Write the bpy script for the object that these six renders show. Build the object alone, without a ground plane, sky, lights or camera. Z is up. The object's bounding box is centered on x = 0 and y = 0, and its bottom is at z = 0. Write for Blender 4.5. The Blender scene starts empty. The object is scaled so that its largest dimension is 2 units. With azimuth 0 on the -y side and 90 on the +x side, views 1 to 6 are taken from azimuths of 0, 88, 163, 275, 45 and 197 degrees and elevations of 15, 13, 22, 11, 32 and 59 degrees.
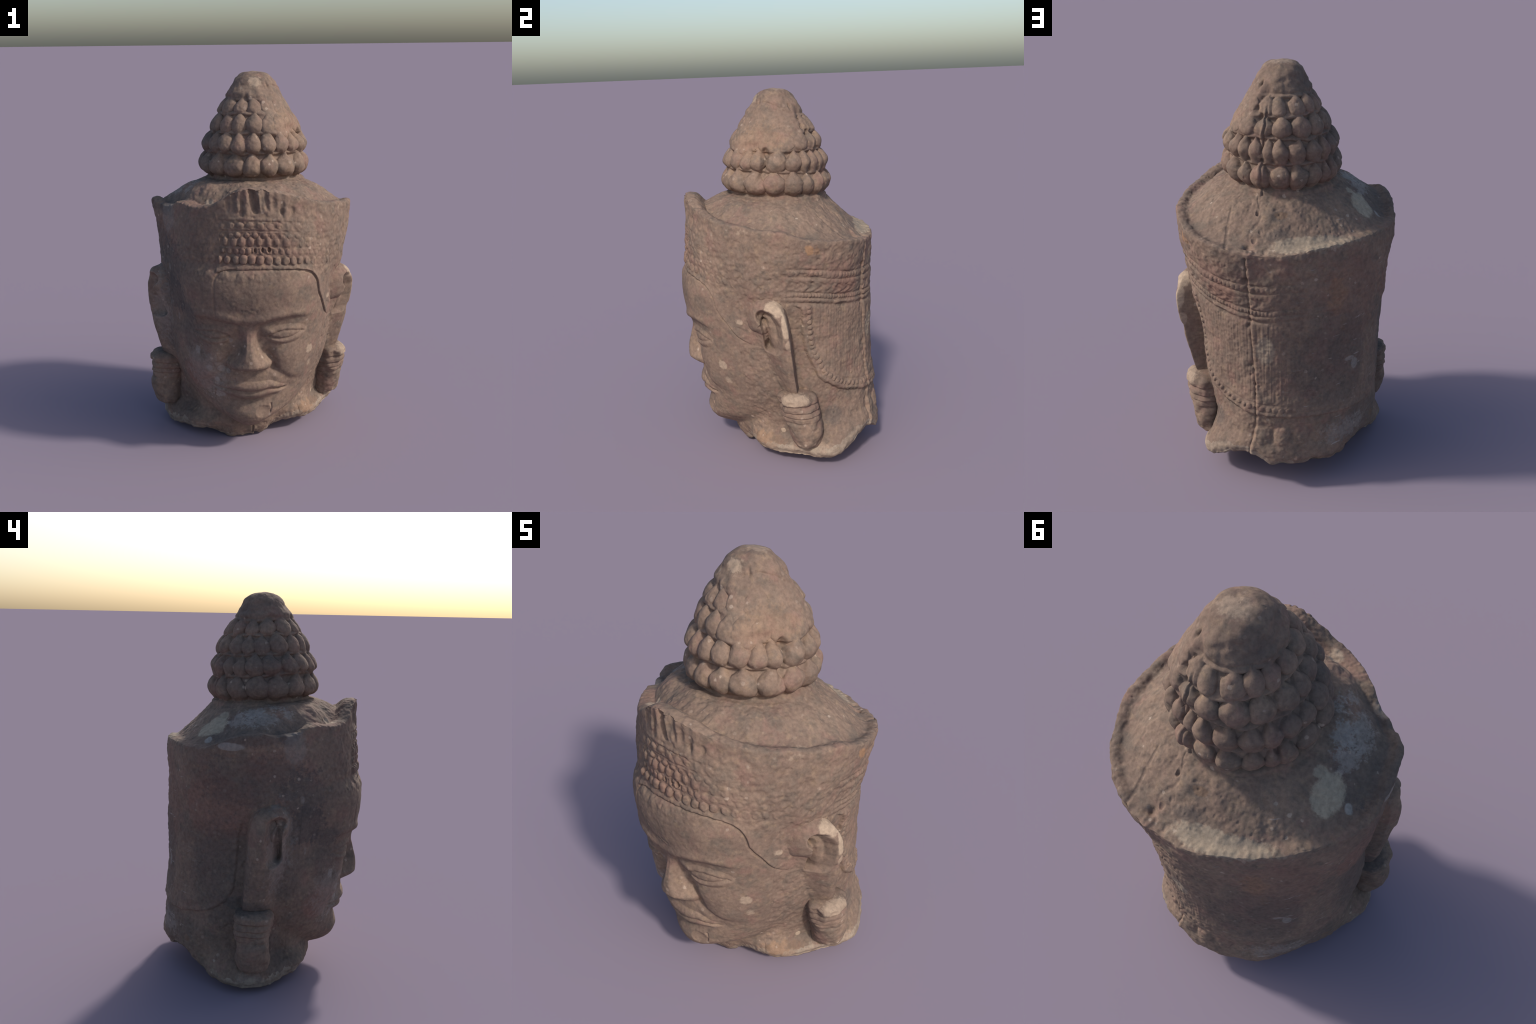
# Weathered sandstone head with diadem, long ears, ear pendants and a tiered lotus-bud topknot.
# The stone is one continuous surface, swept from per-azimuth profiles (underside, wall, rim, cap, topknot);
# carving is added as relief rules; the surface is then split into named anatomical / costume parts.
import numpy as np

# ---------------------------------------------------------------- helpers
def smoothstep(a, b, x):
    t = np.clip((x - a) / (b - a), 0.0, 1.0)
    return t * t * (3 - 2 * t)

def smax(a, b, k):
    h = np.clip(0.5 + 0.5 * (a - b) / k, 0, 1)
    return b + (a - b) * h + k * h * (1 - h)

def gauss(x, s):
    return np.exp(-0.5 * (x / s) ** 2)

def curve(x, xs, ys):
    """smooth (Catmull-Rom / Hermite) interpolation through control points"""
    xs = np.asarray(xs, float); ys = np.asarray(ys, float)
    d = np.diff(ys) / np.diff(xs)
    m = np.empty_like(ys); m[0] = d[0]; m[-1] = d[-1]
    m[1:-1] = np.where(d[:-1] * d[1:] > 0, 2 * d[:-1] * d[1:] / (d[:-1] + d[1:] + 1e-12), 0)
    x = np.clip(x, xs[0], xs[-1])
    i = np.clip(np.searchsorted(xs, x) - 1, 0, len(xs) - 2)
    h = xs[i + 1] - xs[i]; t = (x - xs[i]) / h
    return ((1 + 2 * t) * (1 - t) ** 2 * ys[i] + t * (1 - t) ** 2 * h * m[i]
            + t * t * (3 - 2 * t) * ys[i + 1] + t * t * (t - 1) * h * m[i + 1])

def around(th, degs, vals):
    """periodic smooth interpolation, th in radians in [-pi, pi]"""
    d = np.asarray(degs, float); v = np.asarray(vals, float)
    d = np.concatenate([d[-2:] - 360, d, d[:2] + 360]); v = np.concatenate([v[-2:], v, v[:2]])
    return curve(np.degrees(th), d, v)

def hash3(ix, iy, iz, seed):
    h = (ix * 374761393 + iy * 668265263 + iz * 2147483647 + seed * 1274126177) & 0xFFFFFFFF
    h = ((h ^ (h >> 13)) * 1274126177) & 0xFFFFFFFF
    h = h ^ (h >> 16)
    return (h & 0xFFFF) / 32767.5 - 1.0

def vnoise(p, scale, seed=0):
    """value noise in [-1,1] on points p (N,3) with feature size `scale`"""
    q = p / scale
    i = np.floor(q).astype(np.int64); f = q - i
    f = f * f * f * (f * (f * 6 - 15) + 10)
    out = 0
    for dx in (0, 1):
        wx = f[:, 0] if dx else 1 - f[:, 0]
        for dy in (0, 1):
            wy = f[:, 1] if dy else 1 - f[:, 1]
            for dz in (0, 1):
                wz = f[:, 2] if dz else 1 - f[:, 2]
                out = out + wx * wy * wz * hash3(i[:, 0] + dx, i[:, 1] + dy, i[:, 2] + dz, seed)
    return out

def seg_dist(px, py, pts):
    """distance to a polyline and running parameter (0..n-1) along it"""
    best = np.full(px.shape, 1e9); par = np.zeros(px.shape)
    for k in range(len(pts) - 1):
        ax, ay = pts[k]; bx, by = pts[k + 1]
        dx, dy = bx - ax, by - ay
        t = np.clip(((px - ax) * dx + (py - ay) * dy) / (dx * dx + dy * dy), 0, 1)
        d = np.hypot(px - ax - t * dx, py - ay - t * dy)
        m = d < best
        best = np.where(m, d, best); par = np.where(m, k + t, par)
    return best, par

# ---------------------------------------------------------------- main forms (azimuth 0 = front, 90 = +x)
AZ = [-180 + 30 * k for k in range(12)]
WALL_Z = [0.0, 0.10, 0.18, 0.30, 0.50, 0.70, 0.90, 1.05, 1.20, 1.34]
#          -180  -150  -120   -90   -60   -30     0    30    60    90   120   150
WALL_R = [[0.530, 0.460, 0.470, 0.500, 0.440, 0.310, 0.245, 0.250, 0.330, 0.420, 0.515, 0.550],
          [0.545, 0.490, 0.480, 0.485, 0.425, 0.325, 0.272, 0.275, 0.345, 0.410, 0.568, 0.580],
          [0.535, 0.496, 0.476, 0.430, 0.345, 0.305, 0.280, 0.285, 0.315, 0.360, 0.545, 0.575],
          [0.520, 0.497, 0.477, 0.430, 0.345, 0.310, 0.290, 0.300, 0.335, 0.385, 0.515, 0.545],
          [0.505, 0.492, 0.478, 0.445, 0.410, 0.360, 0.330, 0.360, 0.415, 0.440, 0.508, 0.526],
          [0.500, 0.492, 0.478, 0.455, 0.450, 0.400, 0.380, 0.400, 0.450, 0.455, 0.503, 0.522],
          [0.504, 0.500, 0.495, 0.478, 0.466, 0.450, 0.440, 0.450, 0.475, 0.500, 0.518, 0.528],
          [0.504, 0.502, 0.515, 0.497, 0.478, 0.498, 0.502, 0.518, 0.515, 0.530, 0.543, 0.532],
          [0.509, 0.500, 0.530, 0.510, 0.465, 0.490, 0.498, 0.520, 0.525, 0.555, 0.580, 0.545],
          [0.512, 0.488, 0.530, 0.528, 0.450, 0.472, 0.490, 0.508, 0.520, 0.562, 0.592, 0.560]]
# local hollows and swellings: azimuth, height, spreads, depth
SWELL = [(101, 0.68, 6, 0.17, -0.002), (-101, 0.68, 6, 0.17, -0.008), (112, 0.27, 7, 0.07, -0.020), (122, 0.36, 9, 0.08, -0.012), (-46, 0.80, 9, 0.08, -0.016), (-108, 0.25, 7, 0.07, -0.015),
         (60, 0.40, 13, 0.12, -0.016), (-52, 0.58, 9, 0.08, -0.014), (66, 0.60, 7, 0.10, -0.008), (35, 0.05, 16, 0.06, -0.034), (-42, 0.04, 16, 0.05, -0.035),
         (-68, 0.13, 8, 0.07, -0.030), (52, 0.06, 13, 0.06, -0.022), (-103, 0.06, 9, 0.06, 0.028), (135, 0.14, 14, 0.06, 0.014)]

def wall_radius(th, z):
    cols = np.array([around(th, AZ, row) for row in WALL_R])       # (nz_ctrl, nth)
    out = np.empty_like(z)
    for j in range(z.shape[1]):
        out[:, j] = curve(z[:, j], WALL_Z, cols[:, j])
    return out

# face volume: half width, depth and squareness by height
FACE_Z = [0.078, 0.097, 0.112, 0.132, 0.162, 0.192, 0.228, 0.270, 0.318, 0.40, 0.50, 0.60, 0.70, 0.80, 0.88, 0.95, 1.02, 1.06, 1.10]
FACE_W = [0.020, 0.050, 0.090, 0.130, 0.185, 0.235, 0.285, 0.330, 0.365, 0.400, 0.427, 0.443, 0.452, 0.458, 0.462, 0.465, 0.465, 0.45, 0.42]
FACE_D = [0.150, 0.255, 0.310, 0.355, 0.392, 0.408, 0.414, 0.410, 0.414, 0.430, 0.442, 0.456, 0.482, 0.517, 0.533, 0.538, 0.528, 0.50, 0.45]
FACE_N = [2.0, 2.0, 2.0, 2.0, 2.0, 2.05, 2.1, 2.1, 2.12, 2.15, 2.2, 2.2, 2.2, 2.2, 2.2, 2.2, 2.15, 2.1, 2.0]

def face_radius(th, z):
    w = curve(z, FACE_Z, FACE_W); d = curve(z, FACE_Z, FACE_D); n = curve(z, FACE_Z, FACE_N)
    left = smoothstep(-0.50, -0.78, np.sin(th)) + 0 * z                # the worn left temple is slimmer
    w = w - 0.010 * left * smoothstep(0.6, 0.75, z); n = n - 0.22 * left * smoothstep(0.6, 0.75, z)
    c = np.cos(th) + 0 * z; s = np.abs(np.sin(th)) + 0 * z
    d = np.where(c < 0, 0.5 * w, d)
    r = ((s / w) ** n + (np.abs(c) / d) ** n) ** (-1 / n)
    return r * smoothstep(0.078, 0.102, z)

BOT_A = [-180, -165, -150, -138, -125, -105, -95, -80, -65, -50, -30, -10, 0, 12, 25, 45, 65, 80, 95, 115, 126, 133, 140, 148, 155, 168]
BOT_Z = [0.120, 0.108, 0.125, 0.132, 0.078, 0.036, 0.020, 0.030, 0.060, 0.055, 0.012, 0.000, 0.003, 0.012, 0.040, 0.060, 0.075, 0.072, 0.062, 0.062, 0.120, 0.170, 0.185, 0.160, 0.135, 0.130]
RIM_A = [-180, -165, -150, -135, -120, -108, -95, -85, -75, -65, -55, -45, -35, -25, -15, -6, 0, 8, 20, 35, 50, 65, 78, 90, 100, 112, 125, 137, 150, 165]
RIM_Z = [1.248, 1.250, 1.252, 1.252, 1.254, 1.288, 1.328, 1.336, 1.322, 1.325, 1.355, 1.362, 1.352, 1.360, 1.405, 1.452, 1.463, 1.460, 1.440, 1.400, 1.366, 1.345, 1.325, 1.313, 1.284, 1.264, 1.252, 1.236, 1.226, 1.228]
GUT_D = [0.000, 0.000, 0.000, -0.005, 0.005, 0.018, 0.022, 0.022, 0.015, 0.008, 0.000, 0.000, 0.000, 0.008, 0.025, 0.046, 0.056, 0.056, 0.046, 0.032, 0.020, 0.016, 0.015, 0.014, 0.015, 0.016, 0.013, 0.006, 0.000, 0.000]

TOW_C = (0.037, 0.004)
TOW_Z = [1.420, 1.450, 1.480, 1.520, 1.555, 1.585, 1.620, 1.655, 1.690, 1.730, 1.770, 1.810, 1.850, 1.890, 1.930, 1.960, 1.980, 1.993, 2.000]
TOW_R = [0.272, 0.270, 0.286, 0.294, 0.288, 0.278, 0.284, 0.274, 0.256, 0.243, 0.224, 0.200, 0.175, 0.146, 0.118, 0.098, 0.080, 0.055, 0.000]

def foot_height(th):
    return 1.432 + 0.020 * np.cos(th) - 0.006 * np.sin(th)

def tower_axis(z):
    """the topknot leans slightly back"""
    k = smoothstep(1.55, 1.86, z)
    return TOW_C[0] + 0.000 * k, TOW_C[1] + 0.010 * k

NTH, N_BOT, N_WALL, N_CAP, N_TOW = 1080, 40, 440, 110, 250
DENS_A = [-180, -140, -112, -100, -80, -62, -40, 0, 40, 62, 80, 100, 112, 140]
DENS_V = [1.0, 0.95, 1.05, 1.15, 1.15, 1.05, 1.15, 1.3, 1.15, 1.05, 1.15, 1.15, 1.05, 0.95]

def azimuths():
    t = np.linspace(-np.pi, np.pi, 20001)
    c = np.concatenate([[0], np.cumsum(0.5 * (around(t, DENS_A, DENS_V)[1:] + around(t, DENS_A, DENS_V)[:-1]))])
    return np.interp(np.arange(NTH) / NTH * c[-1], c, t)

def mesh_normals(P):
    dt = np.roll(P, -1, 1) - np.roll(P, 1, 1)
    ds = np.empty_like(P); ds[1:-1] = P[2:] - P[:-2]; ds[0] = P[1] - P[0]; ds[-1] = P[-1] - P[-2]
    n = np.cross(dt, ds)
    n /= np.linalg.norm(n, axis=2, keepdims=True) + 1e-20
    return n

def base_surface():
    th = azimuths(); T = th[None, :]
    zb = around(th, BOT_A, BOT_Z); zr = around(th, RIM_A, RIM_Z); gd = around(th, RIM_A, GUT_D)
    jag = np.stack([np.cos(th) * 0.5, np.sin(th) * 0.5, 0 * th], 1)
    zr = zr + 0.004 * vnoise(jag, 0.035, 3) + 0.003 * vnoise(jag, 0.015, 4)
    zb = zb + 0.008 * vnoise(jag, 0.07, 5) + 0.004 * vnoise(jag, 0.03, 6)
    zb -= zb.min()
    # wall
    s = np.linspace(0, 1, N_WALL)[:, None]
    z = zb + (zr - zb) * s
    r = wall_radius(th, z)
    r = smax(r, face_radius(T, z), 0.028)
    for az, zc, sa, sz, dr in SWELL:
        r = r + dr * gauss((np.degrees(T) - az + 180) % 360 - 180, sa) * gauss(z - zc, sz)
    # chipped, inward rounding lower edge
    edge = z - zb
    r = r - 0.020 * (1 - smoothstep(0, 0.05, edge)) ** 2
    wall = np.stack([r * np.sin(T), -r * np.cos(T), z], 2)
    # underside: slightly hollow broken face
    s = np.linspace(0, 1, N_BOT + 1)[:-1, None]
    rb = r[0]; zc = 0.075
    zz = zc + (zb - zc) * s ** 1.5
    bot = np.stack([rb * s * np.sin(th), -rb * s * np.cos(th), zz], 2)
    # cap: tower foot <- slope <- gutter <- rounded lip <- rim
    rr = r[-1]
    s = np.linspace(0, 1, N_CAP + 1)[1:, None] ** 1.15          # 0 rim .. 1 tower foot
    foot = 0.272
    rho = rr + (foot - rr) * s
    d_rim = rr - rho
    zr0 = around(th, RIM_A, RIM_Z)
    zrb = zr0 + (zr - zr0) * np.exp(-d_rim / 0.03)
    lip = around(th, [-180, -120, -60, -20, 0, 30, 60, 120], [0.05, 0.055, 0.05, 0.08, 0.100, 0.085, 0.060, 0.05])
    full = around(th, [-180, -150, -120, -95, -75, -55, -35, -15, 10, 45, 90, 120, 150], [1.08, 1.08, 1.12, 1.4, 2.2, 2.5, 2.0, 1.4, 1.2, 1.3, 1.35, 1.15, 1.08])
    zg = zr0 - gd
    u = np.clip((d_rim - lip) / (rr - foot - lip), 0, 1)
    zf = foot_height(th)
    zcap = zg + (zf - zg) * (1 - (1 - u) ** full)
    edge_l = (zrb - zg) * (1 - smoothstep(0.50, 1.10, d_rim / lip))
    zcap = np.where(d_rim < lip, zg + edge_l, zcap)
    zcap = zcap - 0.010 * (1 - np.clip(d_rim / 0.022, 0, 1)) ** 2
    bl = smoothstep(0.1, 1, s)
    cap = np.stack([rho * np.sin(T) + bl * TOW_C[0], -rho * np.cos(T) + bl * TOW_C[1], zcap], 2)
    # topknot
    s = np.linspace(0, 1, N_TOW + 1)[1:]
    arc_z = np.linspace(0, 1, 4000); zz = 1.424 + (2.0 - 1.424) * arc_z
    rz = curve(zz, TOW_Z, TOW_R)
    al = np.concatenate([[0], np.cumsum(np.hypot(np.diff(rz), np.diff(zz)))])
    tz = np.interp(s * al[-1], al, zz); tr = np.interp(s * al[-1], al, rz)
    low = np.clip((1.50 - tz[:, None]) / (1.50 - 1.424), 0, 1)
    tzz = tz[:, None] + low * (foot_height(T) - 1.424)
    cx, cy = tower_axis(tz[:, None])
    tow = np.stack([tr[:, None] * np.sin(T) + cx, -tr[:, None] * np.cos(T) + cy, tzz], 2)
    P = np.concatenate([bot, wall, cap, tow], 0)
    return th, P

iW = N_BOT; iC = N_BOT + N_WALL; iT = N_BOT + N_WALL + N_CAP

def relax(P, a, b, n, w=0.5):
    """soften the profile crease in rows a..b"""
    for _ in range(n):
        Q = P[a:b].copy()
        P[a:b] = (1 - w) * Q + w * 0.5 * (P[a - 1:b - 1] + P[a + 1:b + 1])

# ---------------------------------------------------------------- carving rules
def face_relief(x, z):
    """how far the carved face stands out of the plain face volume (towards -y), x z in metres"""
    d = np.zeros_like(x)
    xc = x - 0.006; ax = np.abs(xc)
    # brow: a continuous crisp ridge, sockets sunk beneath it
    zb = curve(ax, [0, 0.06, 0.12, 0.20, 0.28, 0.36], [0.768, 0.776, 0.790, 0.800, 0.792, 0.765])
    out = 1 - smoothstep(0.24, 0.34, ax)
    d += 0.010 * gauss(z - zb - 0.014, 0.016) * out
    u = zb - z
    d -= (0.014 + 0.006 * gauss(ax - 0.085, 0.05)) * smoothstep(-0.004, 0.026, u) * (1 - smoothstep(0.06, 0.17, u)) * out * smoothstep(0.025, 0.06, ax)
    # eyes: heavy lowered lids
    e = ((ax - 0.187) / 0.115) ** 2 + ((z - 0.692) / 0.055) ** 2
    d += 0.018 * np.clip(1 - e, 0, 1)
    up, _ = seg_dist(ax, z, [(0.105, 0.687), (0.122, 0.699), (0.150, 0.709), (0.182, 0.713), (0.220, 0.709), (0.252, 0.701), (0.280, 0.692)])
    lo, _ = seg_dist(ax, z, [(0.105, 0.685), (0.125, 0.677), (0.155, 0.671), (0.195, 0.670), (0.228, 0.675), (0.252, 0.684), (0.270, 0.692)])
    d -= 0.0055 * gauss(up, 0.0050) + 0.0080 * gauss(lo, 0.0052)
    d += 0.004 * gauss(seg_dist(ax, z, [(0.12, 0.711), (0.15, 0.722), (0.182, 0.726), (0.22, 0.721), (0.25, 0.712)])[0], 0.008)
    lower, _ = seg_dist(ax, z, [(0.12, 0.664), (0.15, 0.655), (0.20, 0.653), (0.25, 0.664)])
    d += 0.0055 * gauss(lower, 0.009)
    # nose: flat ridge, broad wings, undercut base
    hw = curve(z, [0.46, 0.50, 0.53, 0.57, 0.62, 0.68, 0.74, 0.80], [0.095, 0.112, 0.116, 0.092, 0.060, 0.046, 0.038, 0.034])
    ridge = curve(z, [0.482, 0.494, 0.504, 0.514, 0.530, 0.56, 0.60, 0.65, 0.70, 0.745, 0.79, 0.83],
                  [0.000, 0.006, 0.038, 0.062, 0.074, 0.072, 0.063, 0.041, 0.015, 0.001, 0.0, 0.0])
    q = ax / hw
    flat = 1 - smoothstep(0.16, 1.0, q)
    wing = 1 - smoothstep(0.45, 1.02, q)
    mixw = smoothstep(0.60, 0.53, z)
    tip = curve(q, [0, 0.3, 0.55, 0.8, 0.95, 1.05], [1.0, 0.93, 0.74, 0.52, 0.30, 0.0])
    d += ridge * ((1 - mixw) * flat + mixw * tip)
    d -= 0.010 * gauss(ax - hw - 0.012, 0.016) * smoothstep(0.47, 0.50, z) * smoothstep(0.64, 0.56, z)
    d -= 0.004 * gauss(seg_dist(x, z, [(0.030, 0.605), (0.038, 0.590), (0.052, 0.578)])[0], 0.003)     # scratch in the tip
    d += 0.020 * gauss(ax - 0.088, 0.030) * gauss(z - 0.725, 0.030)            # inner corner of the socket is not undercut
    # cheeks and the fold from nose wing to mouth corner
    d += 0.014 * gauss(ax - 0.235, 0.085) * gauss(z - 0.53, 0.075) + 0.012 * gauss(ax - 0.165, 0.05) * gauss(z - 0.590, 0.055) - 0.016 * gauss(ax - 0.100, 0.028) * gauss(z - 0.590, 0.060)
    fold, fp = seg_dist(ax, z, [(0.118, 0.505), (0.163, 0.462), (0.205, 0.424), (0.255, 0.398)])
    d -= 0.012 * gauss(fold, 0.014) * (1 - 0.45 * fp / 3)
    d += 0.008 * gauss(ax - 0.24, 0.05) * gauss(z - 0.455, 0.03)
    # mouth: full lips with a smiling line
    d += 0.012 * gauss(xc, 0.13) * gauss(z - 0.41, 0.07)
    zl = curve(x, [-0.21, -0.19, -0.118, -0.060, 0.005, 0.060, 0.115, 0.155, 0.19, 0.21], [0.384, 0.380, 0.378, 0.370, 0.364, 0.369, 0.378, 0.370, 0.366, 0.370])
    t = np.clip(1 - (ax / 0.20) ** 2, 0, 1)
    v = z - zl
    hu = 0.052 * t ** 0.6 + 0.004; hl = 0.044 * t ** 0.6 + 0.004
    d += 0.022 * t * np.clip(1 - ((v - 0.46 * hu) / (0.62 * hu)) ** 2, 0, 1) * (v > -0.2 * hu)
    d += 0.020 * t * np.clip(1 - ((v + 0.48 * hl) / (0.60 * hl)) ** 2, 0, 1) * (v < 0.2 * hl)
    d -= (0.008 + 0.014 * gauss(x - 0.165, 0.03)) * gauss(v, 0.0055) * (ax < 0.2) * np.clip(t * 4, 0, 1)
    d -= 0.011 * gauss(ax - 0.205, 0.02) * gauss(z - 0.378, 0.022)
    d -= 0.012 * gauss(xc, 0.10) * gauss(z - 0.300 - 1.2 * xc * xc, 0.018)                      # hollow under the lower lip
    d -= 0.006 * gauss(xc, 0.018) * gauss(z - 0.462, 0.022)                     # philtrum
    # chin, with a chip knocked out on one side
    d += 0.010 * gauss(xc, 0.10) * gauss(z - 0.225, 0.045)
    chip = ((x - 0.080) / 0.045) ** 2 + ((z - 0.235) / 0.038) ** 2
    d -= 0.013 * np.clip(1 - chip, 0, 1) * (1 - smoothstep(0.110, 0.118, x))
    d -= 0.007 * gauss(seg_dist(x, z, [(0.116, 0.275), (0.119, 0.25), (0.113, 0.228)])[0], 0.004)
    # small pits in the forehead
    for px, pz in [(-0.06, 0.86), (-0.03, 0.845), (-0.012, 0.842), (0.02, 0.85), (0.045, 0.835)]:
        d -= 0.0022 * gauss(np.hypot(x - px, z - pz), 0.005)
    return d

HAIR = [(-18.4, 0.80), (-18.4, 0.90), (-18.2, 0.99), (-17.0, 1.036), (-11.8, 1.052), (0, 1.054), (13, 1.053), (29, 1.039), (36, 1.022),
        (40.5, 1.003), (44.5, 0.963), (46.2, 0.910), (46.8, 0.885), (54, 0.805), (57, 0.767), (61, 0.735), (66, 0.714), (72, 0.702)]
PANEL = [(96.5, 0.93), (99.6, 0.917), (101, 0.79), (102.5, 0.683), (106.7, 0.591), (110.4, 0.525), (117, 0.477), (125, 0.434), (139.7, 0.402),
         (146.6, 0.396), (160, 0.388), (175.6, 0.380), (196.5, 0.368), (211.5, 0.362), (222, 0.373), (233.5, 0.387), (242.2, 0.409),
         (249.6, 0.447), (255, 0.488), (258.1, 0.549), (259.4, 0.623), (260.4, 0.725), (261.3, 0.806), (264.8, 0.93)]
SEAM = [(142.2, 1.20), (142.4, 1.094), (143, 0.93), (144.5, 0.74), (145.7, 0.55), (146.6, 0.40), (146, 0.33), (144, 0.21), (143, 0.12)]
BAND_A = [80, 93, 107, 122, 135, 150, 161, 187, 205, 262]
BAND_Z = [0.944, 0.943, 0.932, 0.905, 0.890, 0.884, 0.893, 0.887, 0.890, 0.905]
def soften(pts, n=2):
    p = [np.array(a, float) for a in pts]
    for _ in range(n):
        o = [p[0]]
        for a, b in zip(p[:-1], p[1:]):
            o += [0.75 * a + 0.25 * b, 0.25 * a + 0.75 * b]
        p = o + [p[-1]]
    return [tuple(a) for a in p]
HAIR = soften(HAIR, 2)
K = np.pi / 180 * 0.5            # metres of girth per degree

def hair_side(azd, z):
    """>0 above / outside the hair line (diadem), <0 on the face"""
    zz = curve(np.clip(azd, -90, 72), [-90, -50, -30, -17, 0, 13, 29, 40.5, 44.5, 46.8, 54, 61, 72], [0.93, 0.97, 1.02, 1.04, 1.054, 1.053, 1.039, 1.003, 0.963, 0.885, 0.805, 0.735, 0.702])
    return z - zz

def wall_relief(azd, z, rng):
    """radial relief of diadem, side bands, nape panel, seam (azd in degrees, z in metres)"""
    d = np.zeros_like(z)
    a360 = np.where(azd < 0, azd + 360, azd)
    # hairline groove and the lip of the diadem above it
    g, _ = seg_dist(azd * K, z, [(a * K, b) for a, b in HAIR])
    stren = np.where(azd < -17, 0.6, 1.0) * smoothstep(73, 55, azd)
    d -= 0.0062 * gauss(g, 0.0040) * stren
    above = (hair_side(azd, z) > 0) & (np.abs(azd) < 72)
    d += 0.007 * above * gauss(g, 0.020) * stren * smoothstep(0.0, 0.006, g) * (azd > -17.5)
    # bead rows of the diadem front
    zc = curve(azd, [-20, 0, 10, 22, 37, 60], [1.100, 1.103, 1.100, 1.091, 1.074, 1.04])
    left = smoothstep(-17.0, -15.5, azd) + 0.22 * smoothstep(-17.0, -18.5, azd) * smoothstep(-60, -30, azd)
    f1 = left * (1 - 0.60 * smoothstep(16, 40, azd)) * (1 - smoothstep(46, 70, azd))
    f2 = left * 0.85 * (1 - 0.75 * smoothstep(13, 28, azd)) * (1 - smoothstep(36, 60, azd))
    for off, pitch, w, h, amp, ph, f in [(0.000, 4.72, 0.0165, 0.021, 0.0125, 3.1, f1), (0.046, 3.75, 0.012, 0.014, 0.009, 1.2, f2),
                                         (0.094, 4.9, 0.013, 0.026, 0.010, 2.4, f2), (0.124, 4.9, 0.012, 0.013, 0.008, 0.2, f2), (0.174, 5.6, 0.017, 0.014, 0.007, 2.0, f2)]:
        k = np.round((azd - ph) / pitch)
        jit = hash3(k.astype(np.int64), (k * 0 + int(off * 1000)).astype(np.int64), (k * 0).astype(np.int64), 7)
        da = (azd - ph - k * pitch + 0.35 * jit) * K; dz = z - zc - off - 0.002 * jit
        e = (da / w) ** 2 + (dz / h) ** 2
        d += amp * (0.8 + 0.35 * jit) * np.sqrt(np.clip(1 - e, 0, 1)) * f
        rowm = np.clip(1 - (dz / (h * 1.25)) ** 4, 0, 1)
        d -= 0.5 * amp * rowm * np.clip(e - 0.7, 0, 1) * f
    for off, amp in [(0.027, 0.006), (0.070, 0.005), (0.148, 0.0055), (0.195, 0.005)]:
        broken = 0.55 + 0.45 * np.sin(azd * 0.9 + off * 90)
        d -= amp * gauss(z - zc - off, 0.0035) * f2 * broken
        d += 0.6 * amp * gauss(z - zc - off + 0.010 * (off < 0.1) - 0.010 * (off > 0.1), 0.005) * f2
    for pa in (4.8, 9.0, 12.6):
        e = ((azd - pa) * K / 0.010) ** 2 + ((z - 1.150) / 0.015) ** 2
        d -= 0.020 * smoothstep(1.2, 0.3, e)
    # worn flutes rising to the broken rim
    for pa, sl, z0, z1, w, amp in [(-11, 0, 1.33, 1.40, .008, .007), (-7.8, 0, 1.33, 1.46, .009, .011), (-2.6, 2, 1.31, 1.40, .009, .013), (4.3, 22, 1.325, 1.47, .0105, .021),
                                   (9.0, 0, 1.33, 1.40, .007, .006), (11.3, 10, 1.34, 1.45, .008, .009), (15.5, 0, 1.34, 1.40, .008, .006),
                                   (20.5, 0, 1.30, 1.37, .008, .008), (27, 0, 1.31, 1.36, .009, .005), (34, 0, 1.28, 1.34, .009, .004)]:
        c = pa + sl * (1.40 - z)
        d -= amp * gauss((azd - c) * K, w) * smoothstep(z0, z0 + .03, z) * (1 - smoothstep(z1 - .01, z1 + .03, z))
        d += 0.5 * amp * gauss((azd - c) * K - 2.6 * w, w * 1.3) * smoothstep(z0, z0 + .03, z)
    # bands and carved frieze round the side and back
    zg = curve(a360, BAND_A, BAND_Z)
    f = smoothstep(86, 97, a360) * (1 - 0.45 * smoothstep(144, 150, a360)) * (1 - 0.6 * smoothstep(162, 176, a360)) * (1 - smoothstep(196, 216, a360))
    f = f * (0.75 + 0.25 * np.sin(a360 * 0.31))
    v = z - zg
    d += f * (-0.007 * gauss(v, 0.0055) + 0.007 * gauss(v - 0.019, 0.009) - 0.006 * gauss(v - 0.030, 0.004) - 0.006 * gauss(v - 0.058, 0.004) - 0.006 * gauss(v - 0.142, 0.004) - 0.006 * gauss(v - 0.182, 0.0045) + 0.004 * gauss(v - 0.125, 0.008))
    for off, pitch in [(0.044, 1.9), (0.163, 2.5)]:
        k = np.round(a360 / pitch)
        e = ((a360 - k * pitch) * K / (0.46 * pitch * K)) ** 2 + ((v - off) / 0.0115) ** 2
        d += 0.0050 * np.sqrt(np.clip(1 - e, 0, 1)) * f
    sc = np.sin(a360 * K * 130 + 1.3 * np.sin(v * 120)) * np.sin(v * 95 + 0.7 * np.sin(a360 * 0.5))
    d += 0.0032 * sc * smoothstep(0.060, 0.068, v) * (1 - smoothstep(0.112, 0.12, v)) * f
    # nape panel: raised apron with a beaded hem
    zp = curve(a360, [p[0] for p in PANEL], [p[1] for p in PANEL])
    g, gp = seg_dist(a360 * K, z, [(a * K, b) for a, b in PANEL])
    inside = (z > zp) & (a360 > 96.5) & (a360 < 264.8)
    s = np.where(inside, g, -g)
    low = 1 - smoothstep(-0.03, 0.01, v)
    worn = 1 - 0.45 * smoothstep(150, 190, a360)
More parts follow.
